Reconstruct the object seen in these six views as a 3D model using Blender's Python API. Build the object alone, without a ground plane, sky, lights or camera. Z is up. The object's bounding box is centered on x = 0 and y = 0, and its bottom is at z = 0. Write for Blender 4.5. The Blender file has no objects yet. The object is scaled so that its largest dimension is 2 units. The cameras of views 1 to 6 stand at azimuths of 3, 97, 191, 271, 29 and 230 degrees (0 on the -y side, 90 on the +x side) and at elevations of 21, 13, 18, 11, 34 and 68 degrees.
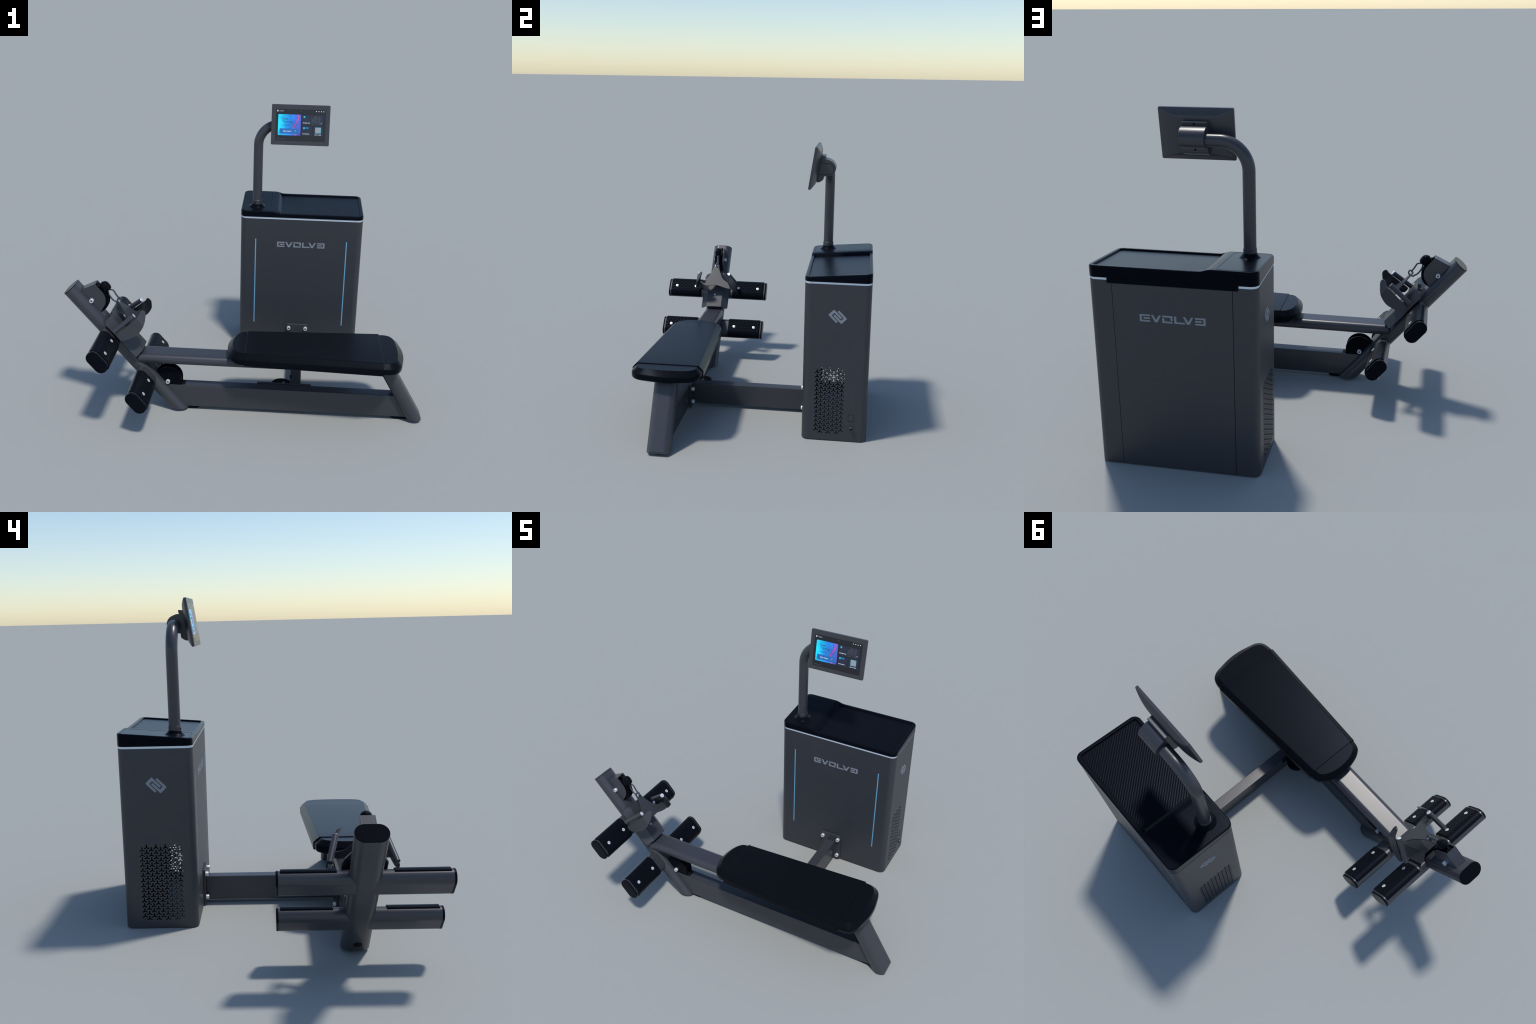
# Seated cable row machine: a tower cabinet with a touch display, joined by a
# beam to a bench with a sliding-row seat, an inclined foot column and a row handle.
import bpy, bmesh, math
from mathutils import Vector, Matrix

C = bpy.context
SC = C.scene

# ------------------------------------------------------------------ materials
def new_mat(name, col, rough=0.5, metal=0.0, spec=0.5, coat=0.0, noise=0.0,
            bump=0.0, bump_scale=600.0, emit=0.0, noise_scale=40.0, rvar=0.0):
    m = bpy.data.materials.new(name)
    m.use_nodes = True
    nt = m.node_tree
    N, L = nt.nodes, nt.links
    b = N["Principled BSDF"]
    b.inputs["Base Color"].default_value = (*col, 1)
    b.inputs["Roughness"].default_value = rough
    b.inputs["Metallic"].default_value = metal
    b.inputs["Specular IOR Level"].default_value = spec
    b.inputs["Coat Weight"].default_value = coat
    b.inputs["Coat Roughness"].default_value = 0.25
    if emit:
        b.inputs["Emission Color"].default_value = (*col, 1)
        b.inputs["Emission Strength"].default_value = emit
    tc = N.new("ShaderNodeTexCoord")
    if noise:
        n = N.new("ShaderNodeTexNoise")
        n.inputs["Scale"].default_value = noise_scale
        n.inputs["Detail"].default_value = 4
        L.new(tc.outputs["Object"], n.inputs["Vector"])
        r = N.new("ShaderNodeValToRGB")
        r.color_ramp.elements[0].position = 0.3
        r.color_ramp.elements[1].position = 0.7
        r.color_ramp.elements[0].color = (*[c * (1 - noise) for c in col], 1)
        r.color_ramp.elements[1].color = (*[min(1, c * (1 + noise)) for c in col], 1)
        L.new(n.outputs["Fac"], r.inputs["Fac"])
        L.new(r.outputs["Color"], b.inputs["Base Color"])
        if rvar:
            mr = N.new("ShaderNodeMapRange")
            mr.inputs["To Min"].default_value = rough - rvar
            mr.inputs["To Max"].default_value = rough + rvar
            L.new(n.outputs["Fac"], mr.inputs["Value"])
            L.new(mr.outputs["Result"], b.inputs["Roughness"])
    if bump:
        n2 = N.new("ShaderNodeTexNoise")
        n2.inputs["Scale"].default_value = bump_scale
        n2.inputs["Detail"].default_value = 2
        L.new(tc.outputs["Object"], n2.inputs["Vector"])
        bp = N.new("ShaderNodeBump")
        bp.inputs["Strength"].default_value = bump
        bp.inputs["Distance"].default_value = 0.001
        L.new(n2.outputs["Fac"], bp.inputs["Height"])
        L.new(bp.outputs["Normal"], b.inputs["Normal"])
    return m

def grazing_mat(name, sheen_base, dark, rough, bump=0.0):
    """near-black finish that only mirrors the sky at a flat angle, over a dark diffuse body"""
    m = new_mat(name, sheen_base, rough, metal=1.0, bump=bump, bump_scale=700)
    nt = m.node_tree; N, L = nt.nodes, nt.links
    d = N.new("ShaderNodeBsdfDiffuse")
    tc = N.new("ShaderNodeTexCoord")
    n = N.new("ShaderNodeTexNoise"); n.inputs["Scale"].default_value = 60; n.inputs["Detail"].default_value = 4
    L.new(tc.outputs["Object"], n.inputs["Vector"])
    r = N.new("ShaderNodeValToRGB")
    r.color_ramp.elements[0].color = (*[c * 0.85 for c in dark], 1)
    r.color_ramp.elements[1].color = (*[c * 1.15 for c in dark], 1)
    L.new(n.outputs["Fac"], r.inputs["Fac"]); L.new(r.outputs["Color"], d.inputs["Color"])
    ad = N.new("ShaderNodeAddShader")
    L.new(N["Principled BSDF"].outputs[0], ad.inputs[0]); L.new(d.outputs[0], ad.inputs[1])
    L.new(ad.outputs[0], N["Material Output"].inputs["Surface"])
    return m

PAINT = new_mat("graphite_powder_coat", (0.034, 0.037, 0.045), 0.42, spec=0.5, noise=0.03, rvar=0.01, noise_scale=25)
TUBE = new_mat("graphite_tube_paint", (0.040, 0.042, 0.051), 0.34, spec=0.5, noise=0.03, rvar=0.008, noise_scale=25)
PLATE = new_mat("graphite_plate_paint", (0.036, 0.038, 0.045), 0.42, spec=0.5, noise=0.05)
BLACK = grazing_mat("black_plastic", (0.0013, 0.0015, 0.0021), (0.0040, 0.0050, 0.0080), 0.30)
LEATHER = grazing_mat("black_upholstery", (0.0010, 0.0012, 0.0017), (0.0050, 0.0060, 0.0082), 0.29)
RUBBER = grazing_mat("black_rubber", (0.0018, 0.0020, 0.0026), (0.0045, 0.0056, 0.0086), 0.36)
DARK = new_mat("dark_recess", (0.003, 0.003, 0.004), 0.8, spec=0.2)  # near-black colour paints the inner shade of holes, slots and seams
STEEL = new_mat("zinc_plated_steel", (0.72, 0.74, 0.78), 0.35, metal=0.35, noise=0.05)
TRIM = new_mat("silver_trim", (0.78, 0.83, 0.90), 0.4, metal=0.1)
LOGO = new_mat("grey_print", (0.23, 0.25, 0.29), 0.5)
LED = new_mat("blue_light_strip", (0.16, 0.40, 0.60), 0.35)
WIRE = new_mat("carabiner_steel", (0.06, 0.065, 0.075), 0.35, metal=0.3)
GLASS = new_mat("display_panel", (0.012, 0.013, 0.017), 0.28)
CARD = new_mat("display_tile", (0.020, 0.026, 0.050), 0.28)
INK = new_mat("white_screen_text", (0.80, 0.82, 0.86), 0.3)
INKGREY = new_mat("grey_screen_text", (0.16, 0.17, 0.19), 0.3)
INKDARK = new_mat("navy_screen_text", (0.010, 0.035, 0.11), 0.3)
TEAL = new_mat("teal_screen_icon", (0.04, 0.55, 0.72), 0.3)
CODE = new_mat("grey_screen_square", (0.36, 0.37, 0.39), 0.3)
BUTTON = new_mat("blue_screen_button", (0.020, 0.17, 0.50), 0.3)


def hero_material():
    """cyan to violet picture tile with a soft pink streak"""
    m = new_mat("colour_picture_tile", (0.05, 0.3, 0.8), 0.28)
    nt = m.node_tree; N, L = nt.nodes, nt.links
    b = N["Principled BSDF"]
    tc = N.new("ShaderNodeTexCoord")
    sx = N.new("ShaderNodeSeparateXYZ"); L.new(tc.outputs["Object"], sx.inputs[0])
    def rng(out, a, c):
        r = N.new("ShaderNodeMapRange"); r.inputs["From Min"].default_value = a
        r.inputs["From Max"].default_value = c; L.new(out, r.inputs["Value"]); return r.outputs["Result"]
    u = rng(sx.outputs["X"], 0.118, 0.252)
    v = rng(sx.outputs["Z"], 1.445, 1.568)
    # horizontal gradient tilted a little by height
    t = N.new("ShaderNodeMath"); t.operation = "MULTIPLY_ADD"
    L.new(v, t.inputs[0]); t.inputs[1].default_value = -0.12; L.new(u, t.inputs[2])
    ra = N.new("ShaderNodeValToRGB"); cr = ra.color_ramp
    cr.elements[0].position = 0.0; cr.elements[0].color = (0.01, 0.75, 1.0, 1)
    cr.elements[1].position = 1.0; cr.elements[1].color = (0.09, 0.10, 0.52, 1)
    e = cr.elements.new(0.38); e.color = (0.015, 0.36, 0.98, 1)
    e = cr.elements.new(0.7); e.color = (0.05, 0.16, 0.62, 1)
    L.new(t.outputs[0], ra.inputs["Fac"])
    # soft darker figure shape
    n = N.new("ShaderNodeTexNoise"); n.inputs["Scale"].default_value = 14; n.inputs["Detail"].default_value = 0
    L.new(tc.outputs["Object"], n.inputs["Vector"])
    # pink streak following a bent line  u0 = 0.72 + 0.09 sin(6v)
    s = N.new("ShaderNodeMath"); s.operation = "MULTIPLY"; L.new(v, s.inputs[0]); s.inputs[1].default_value = 5.5
    s2 = N.new("ShaderNodeMath"); s2.operation = "SINE"; L.new(s.outputs[0], s2.inputs[0])
    s3 = N.new("ShaderNodeMath"); s3.operation = "MULTIPLY_ADD"; L.new(s2.outputs[0], s3.inputs[0])
    s3.inputs[1].default_value = -0.10; s3.inputs[2].default_value = 0.80
    d = N.new("ShaderNodeMath"); d.operation = "SUBTRACT"; L.new(u, d.inputs[0]); L.new(s3.outputs[0], d.inputs[1])
    da = N.new("ShaderNodeMath"); da.operation = "ABSOLUTE"; L.new(d.outputs[0], da.inputs[0])
    mk = N.new("ShaderNodeMapRange"); mk.inputs["From Min"].default_value = 0.0; mk.inputs["From Max"].default_value = 0.055
    mk.inputs["To Min"].default_value = 0.85; mk.inputs["To Max"].default_value = 0.0
    L.new(da.outputs[0], mk.inputs["Value"])
    mx = N.new("ShaderNodeMix"); mx.data_type = "RGBA"
    L.new(mk.outputs["Result"], mx.inputs["Factor"])
    L.new(ra.outputs["Color"], mx.inputs["A"]); mx.inputs["B"].default_value = (0.70, 0.05, 0.25, 1)
    dk = N.new("ShaderNodeMapRange"); dk.inputs["From Min"].default_value = 0.45; dk.inputs["From Max"].default_value = 0.6
    dk.inputs["To Min"].default_value = 1.0; dk.inputs["To Max"].default_value = 0.72
    L.new(n.outputs["Fac"], dk.inputs["Value"])
    ml = N.new("ShaderNodeMix"); ml.data_type = "RGBA"; ml.blend_type = "MULTIPLY"; ml.inputs["Factor"].default_value = 1
    L.new(mx.outputs["Result"], ml.inputs["A"]); L.new(dk.outputs["Result"], ml.inputs["B"])
    L.new(ml.outputs["Result"], b.inputs["Base Color"])
    L.new(ml.outputs["Result"], b.inputs["Emission Color"])   # lit display
    b.inputs["Emission Strength"].default_value = 0.22
    return m
HERO = hero_material()

def figure_material():
    """grey soft mottled picture for the torso stand-in"""
    return new_mat("grey_picture", (0.036, 0.040, 0.060), 0.28, noise=0.6, noise_scale=70)
FIGURE = figure_material()

# ------------------------------------------------------------------ helpers
ROOT = bpy.data.objects.new("seated_cable_row_machine", None)
SC.collection.objects.link(ROOT)
ROOT["label"] = "dark grey rowing bench beside tall cabinet with screen"
ROOT["category"] = "gym machine"

def add(name, mesh, mat, parent=None, angle=30, matrix=None):
    if isinstance(mesh, bmesh.types.BMesh):
        bm = mesh
        bmesh.ops.recalc_face_normals(bm, faces=bm.faces)
        mesh = bpy.data.meshes.new(name)
        bm.to_mesh(mesh); bm.free()
    if mat is not None:
        mesh.materials.clear(); mesh.materials.append(mat)
    if angle:
        mesh.shade_smooth()
        mesh.set_sharp_from_angle(angle=math.radians(angle))
    o = bpy.data.objects.new(name, mesh)
    SC.collection.objects.link(o)
    o.parent = parent or ROOT
    if matrix is not None:
        o.matrix_local = matrix
    if angle and angle < 45:            # large flats keep their own normal beside rounded edges
        w = o.modifiers.new("weighted_normals", 'WEIGHTED_NORMAL')
        w.mode = 'FACE_AREA'; w.weight = 50; w.keep_sharp = True
    return o

def again(o, matrix, parent=None):
    c = o.copy()
    SC.collection.objects.link(c)
    c.parent = parent or o.parent
    c.matrix_local = matrix
    return c

def frame(o, u, v):
    """matrix with columns u, v, u x v at origin o"""
    u = Vector(u).normalized(); v = Vector(v).normalized(); w = u.cross(v)
    return Matrix(((u.x, v.x, w.x, o[0]), (u.y, v.y, w.y, o[1]), (u.z, v.z, w.z, o[2]), (0, 0, 0, 1)))

def catmull(pts, n=8, closed=False):
    out = []
    P = [Vector(p) for p in pts]
    m = len(P)
    segs = m if closed else m - 1
    for i in range(segs):
        if closed:
            a, b, c, d = P[(i - 1) % m], P[i], P[(i + 1) % m], P[(i + 2) % m]
        else:
            b, c = P[i], P[i + 1]
            a = P[i - 1] if i else b * 2 - c
            d = P[i + 2] if i + 2 < m else c * 2 - b
        for k in range(n):
            t = k / n
            out.append(0.5 * ((2 * b) + (c - a) * t + (2 * a - 5 * b + 4 * c - d) * t * t + (3 * b - a - 3 * c + d) * t ** 3))
    if not closed:
        out.append(P[-1])
    return out

def rrect(w, h, r, n=8, cx=0.0, cy=0.0):
    """rounded rectangle, counter-clockwise"""
    pts = []
    for sx, sy, a0 in ((1, 1, 0), (-1, 1, 90), (-1, -1, 180), (1, -1, 270)):
        for k in range(n + 1):
            a = math.radians(a0 + 90 * k / n)
            pts.append(Vector((cx + sx * (w / 2 - r) + r * math.cos(a), cy + sy * (h / 2 - r) + r * math.sin(a))))
    out = []
    for p in pts:
        if not out or (p - out[-1]).length > 1e-6:
            out.append(p)
    if (out[0] - out[-1]).length < 1e-6:
        out.pop()
    return out

def loft(rings, cap0=True, cap1=True, closed=True):
    """bmesh through equal-length rings of 3D points"""
    bm = bmesh.new()
    V = [[bm.verts.new(p) for p in r] for r in rings]
    n = len(V[0])
    for a, b in zip(V, V[1:]):
        for i in range(n if closed else n - 1):
            j = (i + 1) % n
            bm.faces.new((a[i], a[j], b[j], b[i]))
    if cap0: bm.faces.new(V[0][::-1])
    if cap1: bm.faces.new(V[-1])
    return bm

def prism(profile, M, length, bev=0.0, both=True):
    """profile in local xy extruded along local z by length; rounded end edges"""
    cx = sum(p.x for p in profile) / len(profile); cy = sum(p.y for p in profile) / len(profile)
    w = max(abs(p.x - cx) for p in profile); h = max(abs(p.y - cy) for p in profile)
    def ring(z, ins):
        return [M @ Vector((cx + (p.x - cx) * (1 - ins / w), cy + (p.y - cy) * (1 - ins / h), z)) for p in profile]
    if bev:
        st = [(bev * (1 - math.cos(a)), bev * (1 - math.sin(a))) for a in (0, math.pi / 6, math.pi / 3, math.pi / 2)]
        lo = [ring(z, i) for z, i in st]
        hi = [ring(length - z, i) for z, i in reversed(st)]
        if not both: lo = [ring(0, 0)]
        return loft(lo + hi)
    return loft([ring(0, 0), ring(length, 0)])

def box(x0, x1, y0, y1, z0, z1, bev=0.003, seg=2):
    bm = bmesh.new()
    bmesh.ops.create_cube(bm, size=1)
    for v in bm.verts:
        v.co = Vector((x0 if v.co.x < 0 else x1, y0 if v.co.y < 0 else y1, z0 if v.co.z < 0 else z1))
    if bev:
        bmesh.ops.bevel(bm, geom=bm.edges[:], offset=bev, segments=seg, profile=0.5, affect='EDGES')
    return bm

def lathe(profile, M, n=32):
    """profile: list of (radius, height) in local z axis, open ends closed by zero radius"""
    rings = []
    for r, z in profile:
        rings.append([M @ Vector((max(r, 1e-5) * math.cos(2 * math.pi * i / n), max(r, 1e-5) * math.sin(2 * math.pi * i / n), z)) for i in range(n)])
    return loft(rings)

def tube(path, r, n=14, closed=False, flat=1.0):
    P = [Vector(p) for p in path]
    m = len(P)
    rings = []
    ref = None
    for i in range(m):
        if closed:
            t = (P[(i + 1) % m] - P[i - 1]).normalized()
        else:
            t = (P[min(i + 1, m - 1)] - P[max(i - 1, 0)]).normalized()
        if ref is None:
            ref = Vector((0, 1, 0)) if abs(t.y) < 0.9 else Vector((1, 0, 0))
        u = (ref - t * ref.dot(t)).normalized(); ref = u
        w = t.cross(u)
        rings.append([P[i] + r * (math.cos(2 * math.pi * k / n) * u + flat * math.sin(2 * math.pi * k / n) * w) for k in range(n)])
    if closed:
        rings.append(rings[0])
        bm = loft(rings, False, False)
        bmesh.ops.remove_doubles(bm, verts=bm.verts, dist=1e-6)
        return bm
    return loft(rings)

def slab(polys, M, thick, bev=0.0):
    """flat plate: first list is the outline, others are holes; local z = thickness (0..thick)"""
    cu = bpy.data.curves.new("slab_curve", 'CURVE')
    cu.dimensions = '2D'; cu.fill_mode = 'BOTH'
    cu.extrude = thick / 2 - bev
    cu.bevel_depth = bev; cu.bevel_resolution = 1
    cu.offset = -bev
    for poly in polys:
        sp = cu.splines.new('POLY'); sp.points.add(len(poly) - 1)
        for q, p in zip(sp.points, poly):
            q.co = (p[0], p[1], 0, 1)
        sp.use_cyclic_u = True
    ob = bpy.data.objects.new("slab_tmp", cu); SC.collection.objects.link(ob)
    C.view_layer.update()
    me = bpy.data.meshes.new_from_object(ob.evaluated_get(C.evaluated_depsgraph_get()))
    bpy.data.objects.remove(ob); bpy.data.curves.remove(cu)
    me.transform(M @ Matrix.Translation((0, 0, thick / 2)))
    bm = bmesh.new(); bm.from_mesh(me); bpy.data.meshes.remove(me)
    bmesh.ops.remove_doubles(bm, verts=bm.verts, dist=1e-6)
    return bm

def merge(*bms):
    out = bmesh.new()
    for b in bms:
        bmesh.ops.recalc_face_normals(b, faces=b.faces)
        me = bpy.data.meshes.new("tmp"); b.to_mesh(me); b.free()
        out.from_mesh(me); bpy.data.meshes.remove(me)
    return out

def add_joined(name, bm, mat, parent=None, angle=30):
    """like add() for bmeshes whose parts already have good normals"""
    me = bpy.data.meshes.new(name); bm.to_mesh(me); bm.free()
    return add(name, me, mat, parent, angle)

def text_bm(s, size, M, thick=0.0003, align='LEFT', bold=0.0):
    cu = bpy.data.curves.new("text_tmp", 'FONT')
    cu.body = s; cu.size = size; cu.extrude = thick; cu.align_x = align; cu.offset = bold
    ob = bpy.data.objects.new("text_tmp", cu); SC.collection.objects.link(ob)
    C.view_layer.update()
    me = bpy.data.meshes.new_from_object(ob.evaluated_get(C.evaluated_depsgraph_get()))
    bpy.data.objects.remove(ob); bpy.data.curves.remove(cu)
    me.transform(M)
    bm = bmesh.new(); bm.from_mesh(me); bpy.data.meshes.remove(me)
    return bm

# socket head bolts, drawn once and reused ------------------------------------
def bolt_mesh(r, h, rec):
    bm = lathe([(0, -0.006), (r, -0.006), (r, h * 0.82), (r * 0.88, h), (rec, h), (rec, h * 0.45), (0, h * 0.45)], Matrix(), 28)
    bmesh.ops.recalc_face_normals(bm, faces=bm.faces)
    me = bpy.data.meshes.new("socket_bolt"); bm.to_mesh(me); bm.free()
    me.materials.append(STEEL); me.materials.append(INKGREY)
    for p in me.polygons:
        c = p.center
        if math.hypot(c.x, c.y) < rec * 0.99:
            p.material_index = 1
    me.shade_smooth(); me.set_sharp_from_angle(angle=math.radians(35))
    return me
BOLT = bolt_mesh(0.0122, 0.0145, 0.0066)
RIVET = bolt_mesh(0.0100, 0.0022, 0.0024)
SMALL = bolt_mesh(0.0062, 0.004, 0.003)

def put(name, mesh, M, parent):
    o = bpy.data.objects.new(name, mesh)
    SC.collection.objects.link(o); o.parent = parent; o.matrix_local = M
    return o

X, Y, Z = Vector((1, 0, 0)), Vector((0, 1, 0)), Vector((0, 0, 1))

# ============================================================ CABINET
CX0, CX1, CY0, CY1 = -0.096, 0.668, 0.371, 0.736
CXM, CYM = (CX0 + CX1) / 2, (CY0 + CY1) / 2
CW, CD, CR = CX1 - CX0, CY1 - CY0, 0.036
ZB, ZT = 0.003, 0.911
WALL = 0.002

def y_slot(cy, cz, arm=0.0146, w=0.0062):
    """three-armed slot outline: arms up, lower left and lower right"""
    pts = []
    h = w / 2
    inner = h / math.sin(math.radians(60))
    for k in range(3):
        a = math.radians(90 + 120 * k)
        d = Vector((math.cos(a), math.sin(a))); n = Vector((-d.y, d.x))
        pts.append(d * arm * 0.97 - n * h); pts.append(d * arm - n * h * 0.5)
        pts.append(d * arm + n * h * 0.5); pts.append(d * arm * 0.97 + n * h)
        b = math.radians(90 + 120 * k + 60)
        pts.append(Vector((math.cos(b), math.sin(b))) * inner)
    return [(cy + p.x, cz + p.y) for p in pts]

def vent_slots(cols):
    out = []
    for c in range(cols):
        y = 0.4525 + 0.0232 * c
        if c % 2 == 0:
            zs = [0.0640 + 0.0264 * k for k in range(14)]
        else:
            zs = [0.0505 + 0.0264 * k for k in range(15)]
        out += [y_slot(y, z) for z in zs]
    return out

def cabinet_shell():
    fy0, fy1 = CY0 + CR, CY1 - CR                      # flat part of the side walls
    side = [(fy0, ZB), (fy1, ZB), (fy1, ZT), (fy0, ZT)]
    right = slab([side] + vent_slots(7), frame((CX1 - WALL, 0, 0), Y, Z), WALL)
    left = slab([side] + vent_slots(9), frame((CX0, 0, 0), Y, Z), WALL)
    # front and rear walls with their rounded corners: open profiles, thickened inward
    def wall(rear):
        yc = CY1 - CR if rear else CY0 + CR
        sg = 1 if rear else -1
        outer, inner = [], []
        for cxx, a0, a1 in ((CX0 + CR, 180, 90), (CX1 - CR, 90, 0)):
            for k in range(11):
                a = math.radians(a0 + (a1 - a0) * k / 10)
                outer.append((cxx + CR * math.cos(a), yc + sg * CR * math.sin(a)))
                inner.append((cxx + (CR - WALL) * math.cos(a), yc + sg * (CR - WALL) * math.sin(a)))
        prof = outer + inner[::-1]
        zb = [(ZB, 0.0), (ZT, 0.0)]
        return loft([[Vector((p[0], p[1], z)) for p in prof] for z, _ in zb])
    return merge(right, left, wall(False), wall(True))

cabinet = add_joined("cabinet", cabinet_shell(), PAINT, angle=25)
# inner floor and ceiling keep the tower closed
for nm, z0, zh in (("cabinet_floor", 0.0, 0.008), ("cabinet_ceiling", 0.890, 0.019)):
    add(nm, prism(rrect(CW - 0.005, CD - 0.005, CR - 0.0025, 8, CXM, CYM), Matrix.Translation((0, 0, z0)), zh), PAINT, cabinet, 30)

# rear service panel with its narrow seams
RP0, RP1 = 0.014, 0.557
add("rear_panel", slab([[(RP0 + 0.0012, 0.004), (RP1 - 0.0012, 0.004), (RP1 - 0.0012, 0.897), (RP0 + 0.0012, 0.897)]],
    frame((0, CY1 - 0.0004, 0), X, Z) @ Matrix.Rotation(math.pi, 4, 'X') @ Matrix.Scale(-1, 4, (0, 1, 0)), 0.0014), PAINT, cabinet, 0)
for xs in (RP0, RP1):
    add("panel_seam", box(xs - 0.0013, xs + 0.0013, CY1 - 0.002, CY1 + 0.0004, 0.004, 0.899, 0), DARK, cabinet, 0)

# silver trim line below the cover
def ringwall(z0, z1, off, r=CR):
    p = rrect(CW + 2 * off, CD + 2 * off, r + off, 10, CXM, CYM)
    q = rrect(CW + 2 * off - 0.02, CD + 2 * off - 0.02, r + off - 0.01, 10, CXM, CYM)
    return loft([[Vector((a.x, a.y, z0)) for a in q], [Vector((a.x, a.y, z0)) for a in p],
                 [Vector((a.x, a.y, z1)) for a in p], [Vector((a.x, a.y, z1)) for a in q]], False, False)
add("trim_line", ringwall(ZT - 0.0005, 0.9215, -0.0022), TRIM, cabinet)
# black ventilation gap that replaces the trim at the back
add("rear_gap", box(-0.012, 0.579, CY1 - 0.012, CY1 + 0.0012, 0.8985, 0.9213, 0.001), BLACK, cabinet)

# ---- cover with raised platform and recessed tray
TX0, TX1, TY0, TY1, TR = 0.124, 0.652, 0.3875, 0.7205, 0.018
def step(x):
    t = min(1, max(0, (x - 0.108) / 0.058))
    return 1 - t * t * (3 - 2 * t)
def cover_z(x, y):
    return 0.946 + (y - 0.373) * 0.081 + 0.0118 * step(x)
def cover_mesh():
    off = 0.0012
    o_w, o_d, o_r = CW + 2 * off, CD + 2 * off, CR + off
    bm = bmesh.new()
    def loop(pts):
        vs = [bm.verts.new((p.x, p.y, 0)) for p in pts]
        return [bm.edges.new((vs[i], vs[(i + 1) % len(vs)])) for i in range(len(vs))]
    e1 = loop(rrect(o_w - 0.012, o_d - 0.012, o_r - 0.006, 10, CXM, CYM))
    e2 = loop(rrect(TX1 - TX0, TY1 - TY0, TR, 8, (TX0 + TX1) / 2, (TY0 + TY1) / 2))
    bmesh.ops.triangle_fill(bm, edges=e1 + e2, use_beauty=True)
    for i in range(9):
        x = 0.104 + 0.066 * i / 8
        bmesh.ops.bisect_plane(bm, geom=bm.verts[:] + bm.edges[:] + bm.faces[:], plane_co=(x, 0, 0), plane_no=(1, 0, 0))
    # corner edges of the outer loop sit farther in: sort by tray rectangle instead
    outer, inner = [], []
    for e in bm.edges:
        if len(e.link_faces) == 1:
            m = (e.verts[0].co + e.verts[1].co) / 2
            on_tray = TX0 - 0.0005 <= m.x <= TX1 + 0.0005 and TY0 - 0.0005 <= m.y <= TY1 + 0.0005
            (inner if on_tray else outer).append(e)
    for v in bm.verts:
        v.co.z = cover_z(v.co.x, v.co.y)
    def grow(v, d):
        """push a point of the outer loop out by d along the outline normal"""
        ix = min(max(v.x, CX0 + CR), CX1 - CR); iy = min(max(v.y, CY0 + CR), CY1 - CR)
        n = Vector((v.x - ix, v.y - iy, 0))
        return v + n.normalized() * d if n.length > 1e-6 else v
    cur = outer
    for d, dz, absz in ((0.0025, -0.0008, None), (0.0022, -0.0022, None), (0.0013, -0.003, None), (0.0, 0, 0.9225)):
        ret = bmesh.ops.extrude_edge_only(bm, edges=cur)
        cur = [g for g in ret["geom"] if isinstance(g, bmesh.types.BMEdge)]
        vs = [g for g in ret["geom"] if isinstance(g, bmesh.types.BMVert)]
        for v in vs:
            v.co = grow(v.co, d)
            v.co.z = absz if absz is not None else v.co.z + dz
    bmesh.ops.contextual_create(bm, geom=cur)
    # tray wall
    cur = inner
    tcx, tcy = (TX0 + TX1) / 2, (TY0 + TY1) / 2
    for d, dz, ramp in ((0.0016, -0.0012, 0.004), (0.0016, -0.003, 0.008), (0.0004, -0.0065, 0.016)):
        ret = bmesh.ops.extrude_edge_only(bm, edges=cur)
        cur = [g for g in ret["geom"] if isinstance(g, bmesh.types.BMEdge)]
        vs = [g for g in ret["geom"] if isinstance(g, bmesh.types.BMVert)]
        for v in vs:
            ix = min(max(v.co.x, TX0 + TR), TX1 - TR); iy = min(max(v.co.y, TY0 + TR), TY1 - TR)
            n = Vector((v.co.x - ix, v.co.y - iy, 0))
            v.co = v.co - (n.normalized() * d if n.length > 1e-6 else Vector())
            if n.length > 1e-6 and n.x < 0:          # the platform runs down into the tray as a ramp
                v.co.x += -n.normalized().x * ramp
            v.co.z += dz
    for v in {v for e in cur for v in e.verts}:      # bottom edge follows the floor plane
        v.co.z = 0.946 + (v.co.y - 0.373) * 0.081 - 0.0090
    return bm
cover = add("cabinet_cover", cover_mesh(), BLACK, cabinet, 40)

def tray_mat_mesh():
    """embossed diamond grip on the tray floor"""
    nx, ny = 506, 334
    bm = bmesh.new()
    x0, x1, y0, y1 = TX0 + 0.026, TX1 - 0.002, TY0 + 0.002, TY1 - 0.002
    tri = lambda t: abs((t % 1) * 2 - 1)
    rows = []
    for j in range(ny + 1):
        y = y0 + (y1 - y0) * j / ny
        row = []
        for i in range(nx + 1):
            x = x0 + (x1 - x0) * i / nx
            edge = min(x - x0, x1 - x, y - y0, y1 - y)
            h = (0.00042 * tri((x + y) / 0.0165) + 0.0002 * tri((x - y) / 0.0165)) if edge > 0.007 else 0
            row.append(bm.verts.new((x, y, 0.946 + (y - 0.373) * 0.081 - 0.0082 + h)))
        rows.append(row)
    for a, b in zip(rows, rows[1:]):
        for i in range(nx):
            bm.faces.new((a[i], a[i + 1], b[i + 1], b[i]))
    return bm
add("tray_mat", tray_mat_mesh(), BLACK, cover, 0)
# cover seam on the platform
seam = rrect(0.178, 0.336, 0.02, 6, 0.0, CYM)
pts = [Vector((p.x, p.y, cover_z(p.x, p.y) + 0.0001)) for p in seam]
add("cover_seam", tube(pts, 0.0006, 6, True), DARK, cover)

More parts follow.
